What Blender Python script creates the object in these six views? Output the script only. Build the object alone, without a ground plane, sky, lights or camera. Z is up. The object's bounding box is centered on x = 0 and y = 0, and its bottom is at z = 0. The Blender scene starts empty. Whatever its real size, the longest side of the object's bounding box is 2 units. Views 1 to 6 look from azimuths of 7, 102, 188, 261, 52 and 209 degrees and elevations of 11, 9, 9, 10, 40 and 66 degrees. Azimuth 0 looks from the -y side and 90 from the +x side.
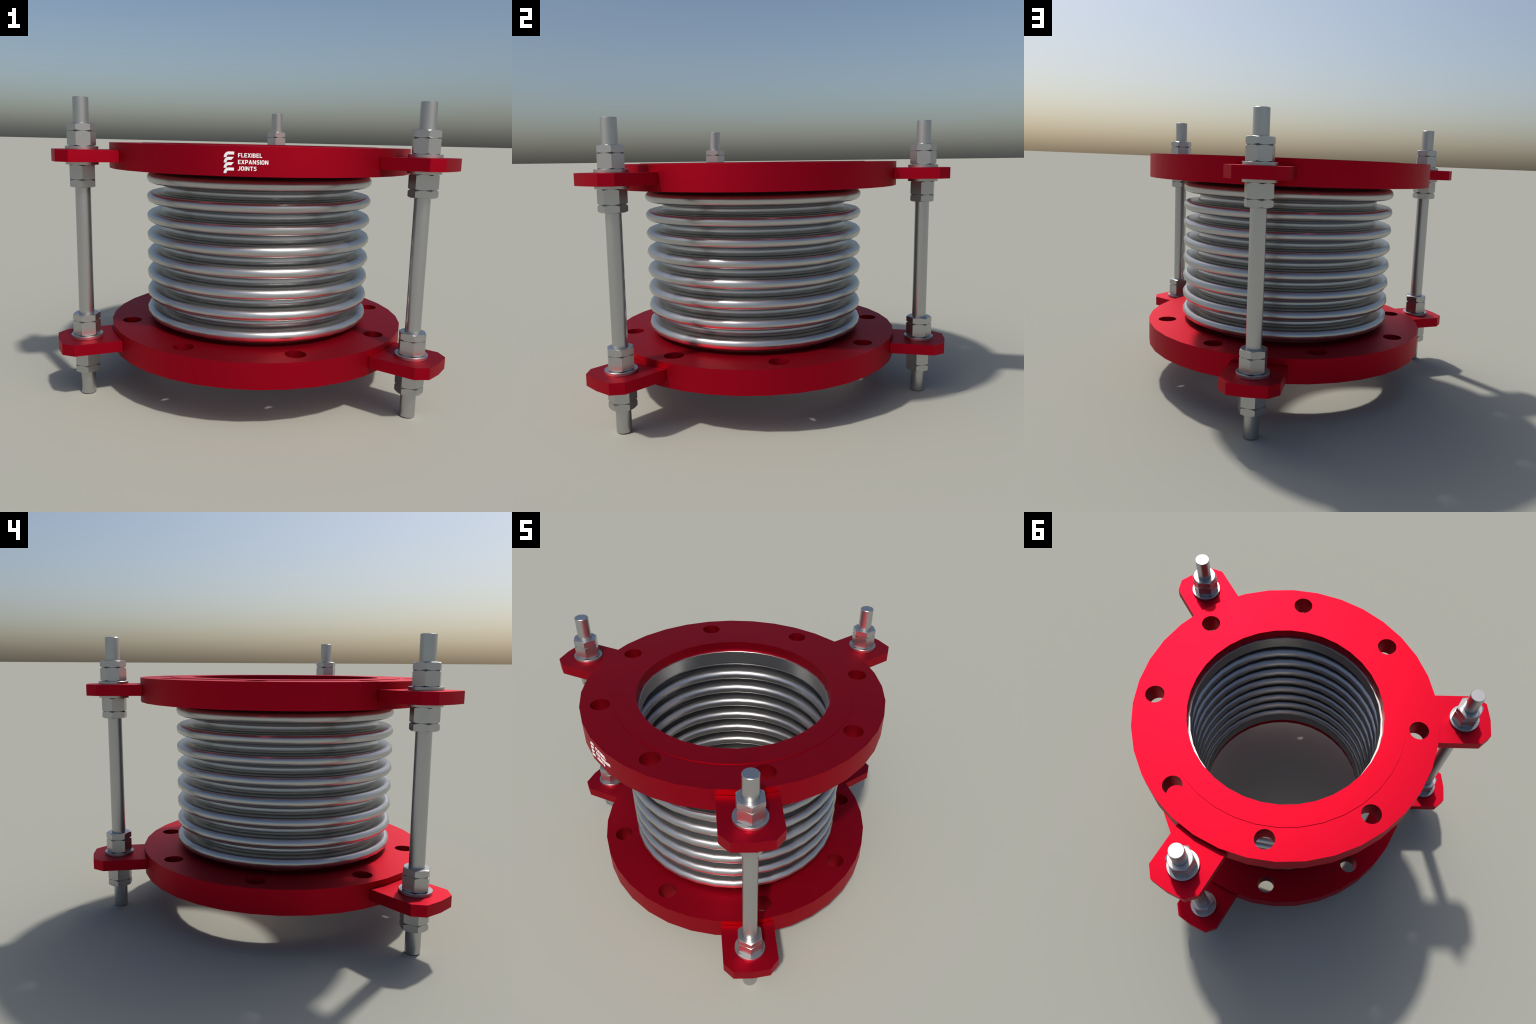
"""Flanged metal bellows expansion joint with three tie rods (built at 2 m width)."""
import bpy, bmesh, math
from math import sin, cos, pi, radians, sqrt
from mathutils import Matrix, Vector

# ------------------------------------------------------------------ dimensions
AXIS = Vector((-0.0006, -0.1434, 0.0))   # vertical axis of the pipe joint
HEIGHT = 1.5285                      # length of the tie rods
MID = HEIGHT / 2                     # everything mirrors about this height

FLANGE_R, BORE_R = 0.8185, 0.5275
FLANGE_Z0, FLANGE_Z1 = 1.1832, 1.3126
FACE_R, FACE_RISE = 0.6455, 0.0030   # raised sealing face
SIDES = 36
FLANGE_PHASE = radians(7.5)
HOLE_RING, HOLE_R = 0.7120, 0.0520

LUG_Z0, LUG_Z1 = 1.2180, 1.2765
LUG_TIP, LUG_HALF = 1.1070, 0.1450
LUG_SHOULDER, LUG_END_HALF = 1.0430, 0.0970

ROD_RING, ROD_R = 0.9615, 0.0381
ROD_ANGLES = (-150, -30, 90)
WASHER_R, WASHER_T = 0.0803, 0.0158
NUT_R, NUT_H, LOCKNUT_H = 0.0699, 0.0735, 0.0370

CREST_R, VALLEY_R = 0.6230, 0.5280   # outside radii of the bellows
CRESTS, PITCH = 8, 0.1047
CREST_ROUND, SHEET = 0.0290, 0.008
VALLEY_ROUND = PITCH / 2 - CREST_ROUND

# ------------------------------------------------------------------ materials
def principled(name, color, metallic, rough, spec=0.5):
    m = bpy.data.materials.new(name)
    m.use_nodes = True
    n = m.node_tree.nodes
    b = n["Principled BSDF"]
    b.inputs["Base Color"].default_value = (*color, 1)
    b.inputs["Metallic"].default_value = metallic
    b.inputs["Roughness"].default_value = rough
    b.inputs["Specular IOR Level"].default_value = spec
    return m, m.node_tree, b

def grain(tree, bsdf, color, rough, scale, dc, dr):
    """faint mottling of colour and gloss on Object coordinates"""
    n, l = tree.nodes, tree.links
    tc = n.new("ShaderNodeTexCoord")
    noise = n.new("ShaderNodeTexNoise")
    noise.inputs["Scale"].default_value = scale
    noise.inputs["Detail"].default_value = 4
    l.new(tc.outputs["Object"], noise.inputs["Vector"])
    ramp = n.new("ShaderNodeValToRGB")
    ramp.color_ramp.elements[0].position = 0.3
    ramp.color_ramp.elements[1].position = 0.7
    ramp.color_ramp.elements[0].color = (*[c * (1 - dc) for c in color], 1)
    ramp.color_ramp.elements[1].color = (*[min(1, c * (1 + dc)) for c in color], 1)
    l.new(noise.outputs["Fac"], ramp.inputs["Fac"])
    l.new(ramp.outputs["Color"], bsdf.inputs["Base Color"])
    mr = n.new("ShaderNodeMapRange")
    mr.inputs["From Min"].default_value = 0.3
    mr.inputs["From Max"].default_value = 0.7
    mr.inputs["To Min"].default_value = rough - dr
    mr.inputs["To Max"].default_value = rough + dr
    l.new(noise.outputs["Fac"], mr.inputs["Value"])
    l.new(mr.outputs["Result"], bsdf.inputs["Roughness"])

RED = (0.44, 0.0050, 0.020)
red_mat, t, b = principled("red_metallic_paint", RED, 1.0, 0.55)
grain(t, b, RED, 0.55, 3.0, 0.015, 0.008)

STEEL = (0.47, 0.47, 0.47)
STEEL_METAL = 0.93
bellows_mat, t, b = principled("bellows_steel", STEEL, STEEL_METAL, 0.30)
grain(t, b, STEEL, 0.30, 5.0, 0.006, 0.003)
zinc_mat, t, b = principled("zinc_steel", STEEL, STEEL_METAL, 0.30)
grain(t, b, STEEL, 0.31, 9.0, 0.006, 0.004)
white_mat, t, b = principled("white_marking", (0.95, 0.95, 0.95), 0.0, 0.5)

# ------------------------------------------------------------------ helpers
def finish(bm, name, mat, parent, smooth_angle=35):
    bmesh.ops.recalc_face_normals(bm, faces=bm.faces)
    me = bpy.data.meshes.new(name)
    bm.to_mesh(me)
    bm.free()
    me.materials.append(mat)
    shade(me, smooth_angle)
    ob = bpy.data.objects.new(name, me)
    bpy.context.collection.objects.link(ob)
    ob.parent = parent
    return ob

def shade(me, angle):
    me.shade_smooth()
    me.set_sharp_from_angle(angle=radians(angle))

def revolve(profile, sides, phase=0.0):
    """closed (r, z) profile turned about the z axis"""
    bm = bmesh.new()
    rings = []
    for k in range(sides):
        a = phase + 2 * pi * k / sides
        rings.append([bm.verts.new((r * cos(a), r * sin(a), z)) for r, z in profile])
    n = len(profile)
    for k in range(sides):
        p, q = rings[k], rings[(k + 1) % sides]
        for i in range(n):
            j = (i + 1) % n
            bm.faces.new((p[i], q[i], q[j], p[j]))
    return bm

def cylinder(bm, r, z0, z1, x=0, y=0, sides=40):
    lo = [bm.verts.new((x + r * cos(2 * pi * k / sides), y + r * sin(2 * pi * k / sides), z0)) for k in range(sides)]
    hi = [bm.verts.new((v.co.x, v.co.y, z1)) for v in lo]
    bm.faces.new(hi)
    bm.faces.new(lo[::-1])
    for k in range(sides):
        j = (k + 1) % sides
        bm.faces.new((lo[k], lo[j], hi[j], hi[k]))

def cut(ob, cutter_bm):
    bmesh.ops.recalc_face_normals(cutter_bm, faces=cutter_bm.faces)
    me = bpy.data.meshes.new("cutter")
    cutter_bm.to_mesh(me)
    cutter_bm.free()
    c = bpy.data.objects.new("cutter", me)
    parent, ob.parent = ob.parent, None     # cut in the part's own frame
    bpy.context.collection.objects.link(c)
    mod = ob.modifiers.new("holes", "BOOLEAN")
    mod.operation, mod.object, mod.solver = "DIFFERENCE", c, "EXACT"
    dg = bpy.context.evaluated_depsgraph_get()
    new = bpy.data.meshes.new_from_object(ob.evaluated_get(dg))
    ob.modifiers.clear()
    old = ob.data
    ob.data = new
    bpy.data.meshes.remove(old)
    new.name = ob.name
    bpy.data.objects.remove(c)
    ob.parent = parent
    shade(new, 35)

def link_copy(src, name, parent, matrix):
    ob = src.copy()
    ob.name = name
    bpy.context.collection.objects.link(ob)
    ob.parent = parent
    ob.matrix_local = matrix
    return ob

MIRROR = Matrix.Translation((0, 0, HEIGHT)) @ Matrix.Diagonal((1, 1, -1, 1))

def mirrored(src, name, parent, flip_local=True):
    """same part reflected about the mid height (own mesh, outward normals)"""
    bm = bmesh.new()
    bm.from_mesh(src.data)
    bmesh.ops.transform(bm, matrix=MIRROR, verts=bm.verts)
    bmesh.ops.reverse_faces(bm, faces=bm.faces)
    return finish(bm, name, src.data.materials[0], parent)

# ------------------------------------------------------------------ the thing
root = bpy.data.objects.new("pipe_expansion_joint", None)
bpy.context.collection.objects.link(root)
root.location = AXIS
root["label"] = "silver corrugated bellows pipe joint between two red bolted flanges"
root["category"] = "pipe fitting"

# flanges -----------------------------------------------------------
flange = finish(revolve([
    (BORE_R, FLANGE_Z0), (FLANGE_R, FLANGE_Z0), (FLANGE_R, FLANGE_Z1),
    (FACE_R, FLANGE_Z1), (FACE_R, FLANGE_Z1 + FACE_RISE),
    (BORE_R, FLANGE_Z1 + FACE_RISE)], SIDES, FLANGE_PHASE), "flange", red_mat, root)
holes = bmesh.new()
for k in range(8):
    a = radians(22.5 + 45 * k)
    cylinder(holes, HOLE_R, FLANGE_Z0 - .1, FLANGE_Z1 + .1, HOLE_RING * cos(a), HOLE_RING * sin(a))
cut(flange, holes)
lower_flange = mirrored(flange, "flange", root)

# lugs --------------------------------------------------------------
def rim_radius(angle):
    """radius of the faceted flange rim in a given direction"""
    step = 2 * pi / SIDES
    local = (angle - FLANGE_PHASE) % step - step / 2
    return FLANGE_R * cos(step / 2) / cos(local)

SEAM = 0.0020                                # narrow seam between lug and rim

def prism(bm, outline, z0, z1):
    lo = [bm.verts.new((x, y, z0)) for x, y in outline]
    hi = [bm.verts.new((x, y, z1)) for x, y in outline]
    bm.faces.new(hi)
    bm.faces.new(lo[::-1])
    for k in range(len(lo)):
        j = (k + 1) % len(lo)
        bm.faces.new((lo[k], lo[j], hi[j], hi[k]))

def lug_mesh():
    s = (LUG_TIP - LUG_TIP * cos(radians(10))) / (LUG_TIP * sin(radians(10)))
    lug_dir = radians(ROD_ANGLES[0])
    root_half = math.asin(LUG_HALF / FLANGE_R)
    inner = []
    for a in (root_half, radians(7.5), radians(-2.5), -root_half):
        r = rim_radius(lug_dir + a) + SEAM
        inner.append((r * cos(a), LUG_HALF * (1 if a > 0 else -1) if abs(a) == root_half else r * sin(a)))
    outline = [(LUG_SHOULDER, -LUG_HALF),
               (LUG_TIP - s * LUG_END_HALF, -LUG_END_HALF), (LUG_TIP, 0),
               (LUG_TIP - s * LUG_END_HALF, LUG_END_HALF),
               (LUG_SHOULDER, LUG_HALF)] + inner
    bm = bmesh.new()
    prism(bm, outline, LUG_Z0, LUG_Z1)
    return bm

def add_tongue(ob):
    """weld root that ties the lug to the rim behind the seam"""
    bm = bmesh.new()
    bm.from_mesh(ob.data)
    w = LUG_HALF - 0.006
    prism(bm, [(0.79, -w), (0.84, -w), (0.84, w), (0.79, w)], LUG_Z0 + .006, LUG_Z1 - .006)
    bmesh.ops.recalc_face_normals(bm, faces=bm.faces)
    bm.to_mesh(ob.data)
    bm.free()
    shade(ob.data, 35)

def turn(deg):
    return Matrix.Rotation(radians(deg), 4, "Z")

lug = finish(lug_mesh(), "lug", red_mat, flange)
hole = bmesh.new()
cylinder(hole, ROD_R + .004, LUG_Z0 - .1, LUG_Z1 + .1, ROD_RING, 0)
cut(lug, hole)
add_tongue(lug)
low_lug = mirrored(lug, "lug", lower_flange)
for src, par in ((lug, flange), (low_lug, lower_flange)):
    src.matrix_local = turn(ROD_ANGLES[0])
    for a in ROD_ANGLES[1:]:
        link_copy(src, "lug", par, turn(a))

# collars inside the bores ------------------------------------------
collar = finish(revolve([(0.5158, 1.179), (0.5268, 1.179), (0.5268, 1.2560),
                         (0.5170, 1.2560), (0.5158, 1.2548)], SIDES, 0), "collar", bellows_mat, root)
mirrored(collar, "collar", root)

# bellows -----------------------------------------------------------
def bellows_profile():
    """outer wall from top cuff to bottom cuff, then the inner wall back up"""
    def wall(offset):                       # offset > 0 : outwards
        pts = []
        rc, rv = CREST_ROUND - SHEET / 2 + offset, VALLEY_ROUND + SHEET / 2 - offset
        crest_c, valley_c = CREST_R - CREST_ROUND, VALLEY_R + VALLEY_ROUND
        z_top = MID + (CRESTS - 1) / 2 * PITCH
        r_cuff = valley_c - rv
        pts.append((r_cuff, z_top + PITCH / 2 + 0.012))
        N = 9
        for k in range(CRESTS):
            z = z_top - k * PITCH
            for i in range(N + 1):          # lower half of the valley above
                a = pi + pi / 2 * i / N
                pts.append((valley_c + rv * cos(a), z + PITCH / 2 + rv * sin(a)))
            for i in range(2 * N + 1):      # round crest
                a = pi / 2 - pi * i / (2 * N)
                pts.append((crest_c + rc * cos(a), z + rc * sin(a)))
            for i in range(N + 1):          # upper half of the valley below
                a = pi / 2 + pi / 2 * i / N
                pts.append((valley_c + rv * cos(a), z - PITCH / 2 + rv * sin(a)))
        pts.append((r_cuff, z_top - (CRESTS - 0.5) * PITCH - 0.012))
        out = [pts[0]]
        for p in pts[1:]:
            if (p[0] - out[-1][0]) ** 2 + (p[1] - out[-1][1]) ** 2 > 1e-9:
                out.append(p)
        return out
    return wall(SHEET / 2) + wall(-SHEET / 2)[::-1]

bellows = finish(revolve(bellows_profile(), SIDES, radians(4.5)), "bellows", bellows_mat, root, 60)

# tie rods, washers, nuts -------------------------------------------
def rod_mesh():
    c = 0.0024
    bm = bmesh.new()
    prof = [(ROD_R - c, 0), (ROD_R, c), (ROD_R, HEIGHT - c), (ROD_R - c, HEIGHT)]
    S = 40
    rings = [[bm.verts.new((r * cos(2 * pi * k / S), r * sin(2 * pi * k / S), z)) for k in range(S)] for r, z in prof]
    for p, q in zip(rings, rings[1:]):
        for k in range(S):
            j = (k + 1) % S
            bm.faces.new((p[k], p[j], q[j], q[k]))
    bm.faces.new(rings[0][::-1])
    bm.faces.new(rings[-1])
    return bm

def nut_mesh(h):
    """hexagon nut, conically chamfered on both ends, vertices at 90 deg + 60 k"""
    per = 8
    flat = NUT_R * cos(pi / 6)
    r0, slope = flat * 0.985, 0.55
    bm = bmesh.new()
    cols = []
    for k in range(6 * per):
        a = pi / 2 + 2 * pi * k / (6 * per)
        local = (2 * pi * k / (6 * per)) % (pi / 3) - pi / 6
        R = flat / cos(local)
        d = (R - r0) * slope
        pts = [(ROD_R + .0005, 0), (r0, 0), (R, d), (R, h - d), (r0, h), (ROD_R + .0005, h)]
        cols.append([bm.verts.new((r * cos(a), r * sin(a), z)) for r, z in pts])
    n = 6
    for k in range(len(cols)):
        p, q = cols[k], cols[(k + 1) % len(cols)]
        for i in range(n):
            j = (i + 1) % n
            bm.faces.new((p[i], q[i], q[j], p[j]))
    return bm

rods = []
for k, a in enumerate(ROD_ANGLES):
    pos = Matrix.Translation((ROD_RING * cos(radians(a)), ROD_RING * sin(radians(a)), 0))
    if not rods:
        rod = finish(rod_mesh(), "tie_rod", zinc_mat, root)
        rod.matrix_local = pos
    else:
        rod = link_copy(rods[0], "tie_rod", root, pos)
    rods.append(rod)

washer = finish(revolve([(ROD_R + .001, 0), (WASHER_R - .001, 0), (WASHER_R, .001), (WASHER_R, WASHER_T - .001),
                         (WASHER_R - .001, WASHER_T), (ROD_R + .001, WASHER_T)], 48), "washer", zinc_mat, rods[0])
nut = finish(nut_mesh(NUT_H), "hex_nut", zinc_mat, rods[0], 15)
locknut = finish(nut_mesh(LOCKNUT_H), "hex_nut", zinc_mat, rods[0], 15)

# each stack: (height of its seat, +1 up / -1 down, turn of the hexagons)
gap = 0.0002
stacks = [(LUG_Z1, 1, 0), (LUG_Z0, -1, 22.5),
          (HEIGHT - LUG_Z0, 1, 0), (HEIGHT - LUG_Z1, -1, 22.5)]
first = True
for rod in rods:
    for seat, up, spin in stacks:
        z = seat
        for src, h in ((washer, WASHER_T), (nut, NUT_H), (locknut, LOCKNUT_H)):
            z0 = z + gap if up > 0 else z - gap - h
            M = Matrix.Translation((0, 0, z0)) @ turn(spin)
            if first:
                src.matrix_local = M
            else:
                link_copy(src, src.name.split(".")[0], rod, M)
            z += up * (h + gap)
        first = False

# marking on the rim of the upper flange ----------------------------
MARK_R, MARK_START = 0.815, radians(-93.86)

def wrap_on_rim(bm, name, mat):
    """flat drawing (x along the rim, y = height, z = relief) laid on the faceted rim"""
    step = 2 * pi / SIDES
    xs = sorted({round((FLANGE_PHASE + k * step - MARK_START - 2 * pi) * MARK_R, 6) for k in range(SIDES)})
    for x in xs:
        if -0.01 < x < 0.3:
            bmesh.ops.bisect_plane(bm, geom=bm.verts[:] + bm.edges[:] + bm.faces[:],
                                   plane_co=(x, 0, 0), plane_no=(1, 0, 0))
    for v in bm.verts:
        a = MARK_START + v.co.x / MARK_R
        r = rim_radius(a) + v.co.z
        v.co = Vector((r * cos(a), r * sin(a), v.co.y))
    return finish(bm, name, mat, flange, 20)

RELIEF0, RELIEF1 = -0.0006, 0.0009

def extrude_outline(bm, outline):
    lo = [bm.verts.new((x, y, RELIEF0)) for x, y in outline]
    hi = [bm.verts.new((x, y, RELIEF1)) for x, y in outline]
    n = len(outline)
    faces = [bm.faces.new(hi), bm.faces.new(lo[::-1])]
    for k in range(n):
        j = (k + 1) % n
        faces.append(bm.faces.new((lo[k], lo[j], hi[j], hi[k])))
    return faces

bm = bmesh.new()
W, H, LEG, BAR = 0.0448, 0.0243, 0.0124, 0.0125     # one hooked stripe of the emblem
for k in range(4):
    y = 1.2643 - k * 0.02255
    top_end, low_end = (W, W) if k in (0, 3) else (W - 0.0008, W - 0.0119)
    outer = [(0.0215 - 0.0215 * cos(pi / 2 * i / 10), H * sin(pi / 2 * i / 10)) for i in range(11)]
    inner = [(0.0215 - (0.0215 - LEG) * cos(pi / 2 * i / 10), (H - BAR) * sin(pi / 2 * i / 10)) for i in range(11)]
    outline = outer + [(top_end, H), (low_end, H - BAR)] + inner[::-1]
    extrude_outline(bm, [(px, y + py) for px, py in outline])
bmesh.ops.triangulate(bm, faces=[f for f in bm.faces if len(f.verts) > 4])
wrap_on_rim(bm, "emblem", white_mat)

# bold engineering capitals, cap height 1, drawn as filled outlines with holes
ST = 0.205                                   # stem width

def arc(cx, cy, rx, ry, a0, a1, n=8):
    return [(cx + rx * cos(radians(a0 + (a1 - a0) * i / n)), cy + ry * sin(radians(a0 + (a1 - a0) * i / n)))
            for i in range(n + 1)]

def stroke(path, w=ST):
    """outline of a stroke of constant width along a centre line"""
    left, right = [], []
    for i, p in enumerate(path):
        q0, q1 = path[max(i - 1, 0)], path[min(i + 1, len(path) - 1)]
        dx, dy = q1[0] - q0[0], q1[1] - q0[1]
        d = sqrt(dx * dx + dy * dy)
        nx, ny = -dy / d * w / 2, dx / d * w / 2
        left.append((p[0] + nx, p[1] + ny))
        right.append((p[0] - nx, p[1] - ny))
    return left + right[::-1]

def bowl(x0, x1, y0, y1, r):
    """flat on the left, round on the right"""
    return [(x0, y0)] + arc(x1 - r, y0 + r, r, r, -90, 0) + arc(x1 - r, y1 - r, r, r, 0, 90) + [(x0, y1)]

def ring(x0, x1, y0, y1, r):
    return (arc(x1 - r, y0 + r, r, r, -90, 0) + arc(x1 - r, y1 - r, r, r, 0, 90)
            + arc(x0 + r, y1 - r, r, r, 90, 180) + arc(x0 + r, y0 + r, r, r, 180, 270))

h = ST * 0.88                                # thickness of the cross strokes
LETTERS = {                                  # advance width, outlines
    "I": (ST, [[(0, 0), (ST, 0), (ST, 1), (0, 1)]]),
    "L": (0.60, [[(0, 0), (0.60, 0), (0.60, h), (ST, h), (ST, 1), (0, 1)]]),
    "F": (0.62, [[(0, 0), (ST, 0), (ST, 0.5 - h / 2 - .03), (0.56, 0.5 - h / 2 - .03), (0.56, 0.5 + h / 2 - .03),
                  (ST, 0.5 + h / 2 - .03), (ST, 1 - h), (0.62, 1 - h), (0.62, 1), (0, 1)]]),
    "E": (0.64, [[(0, 0), (0.64, 0), (0.64, h), (ST, h), (ST, 0.5 - h / 2), (0.58, 0.5 - h / 2),
                  (0.58, 0.5 + h / 2), (ST, 0.5 + h / 2), (ST, 1 - h), (0.64, 1 - h), (0.64, 1), (0, 1)]]),
    "T": (0.70, [[(0.35 - ST / 2, 0), (0.35 + ST / 2, 0), (0.35 + ST / 2, 1 - h), (0.70, 1 - h), (0.70, 1),
                  (0, 1), (0, 1 - h), (0.35 - ST / 2, 1 - h)]]),
    "X": (0.78, [[(0, 0), (0.23, 0), (0.39, 0.32), (0.55, 0), (0.78, 0), (0.51, 0.51), (0.77, 1), (0.54, 1),
                  (0.39, 0.70), (0.24, 1), (0.01, 1), (0.27, 0.51)]]),
    "N": (0.76, [[(0, 0), (ST, 0), (ST, 0.62), (0.55, 0), (0.76, 0), (0.76, 1), (0.76 - ST, 1),
                  (0.76 - ST, 0.38), (0.21, 1), (0, 1)]]),
    "A": (0.82, [[(0, 0), (0.22, 0), (0.28, 0.19), (0.54, 0.19), (0.60, 0), (0.82, 0), (0.52, 1), (0.30, 1)],
                 [(0.335, 0.36), (0.485, 0.36), (0.41, 0.64)]]),
    "P": (0.70, [[(0, 0), (ST, 0)] + bowl(ST, 0.70, 0.32, 1, 0.30) + [(0, 1)],
                 bowl(ST, 0.70 - ST, 0.32 + h, 1 - h, 0.13)]),
    "B": (0.70, [[(0, 0)] + arc(0.42, 0.28, 0.28, 0.28, -90, 50) + arc(0.40, 0.74, 0.26, 0.26, -50, 90) + [(0, 1)],
                 bowl(ST, 0.70 - ST, h, 0.5 - h * .42, 0.12), bowl(ST, 0.66 - ST, 0.5 + h * .48, 1 - h, 0.10)]),
    "O": (0.74, [ring(0, 0.74, -0.015, 1.015, 0.34), ring(ST, 0.74 - ST, h, 1 - h, 0.155)]),
    "J": (0.56, [stroke([(0.0, 0.10), (0.10, 0.088)] + arc(0.22, 0.32, 0.235, 0.232, -90, 0) + [(0.455, 0.6), (0.455, 1.0)])]),
    "S": (0.66, [stroke([(0.03, 0.15), (0.14, 0.10)] + arc(0.34, 0.305, 0.215, 0.22, -90, 60, 7)
                        + [(0.33, 0.525), (0.24, 0.56)]
                        + arc(0.32, 0.715, 0.205, 0.19, 210, 90, 7) + [(0.48, 0.90), (0.60, 0.845)], ST * .93)]),
}

def lettering_mesh(words):
    cu = bpy.data.curves.new("words", "CURVE")
    cu.dimensions, cu.fill_mode, cu.extrude = "2D", "BOTH", 0.5
    x = 0.0
    for ch in words:
        adv, outlines = LETTERS[ch]
        for pts in outlines:
            sp = cu.splines.new("POLY")
            sp.points.add(len(pts) - 1)
            for p, (px, py) in zip(sp.points, pts):
                p.co = (x + px, py, 0, 1)
            sp.use_cyclic_u = True
        x += adv + 0.125
    tmp = bpy.data.objects.new("words", cu)
    bpy.context.collection.objects.link(tmp)
    bpy.context.view_layer.update()
    me = bpy.data.meshes.new_from_object(tmp.evaluated_get(bpy.context.evaluated_depsgraph_get()))
    bpy.data.objects.remove(tmp)
    bpy.data.curves.remove(cu)
    return me, x - 0.125

bm = bmesh.new()
CAP = 0.0179
for words, base, width in (("FLEXIBEL", 1.2647, 0.1030), ("EXPANSION", 1.2365, 0.1298), ("JOINTS", 1.2091, 0.0805)):
    me, length = lettering_mesh(words)
    for v in me.vertices:
        v.co = (0.0616 + v.co.x * width / length, base + v.co.y * CAP, RELIEF1 if v.co.z > 0 else RELIEF0)
    bm.from_mesh(me)
    bpy.data.meshes.remove(me)
bmesh.ops.remove_doubles(bm, verts=bm.verts, dist=1e-6)
wrap_on_rim(bm, "lettering", white_mat)
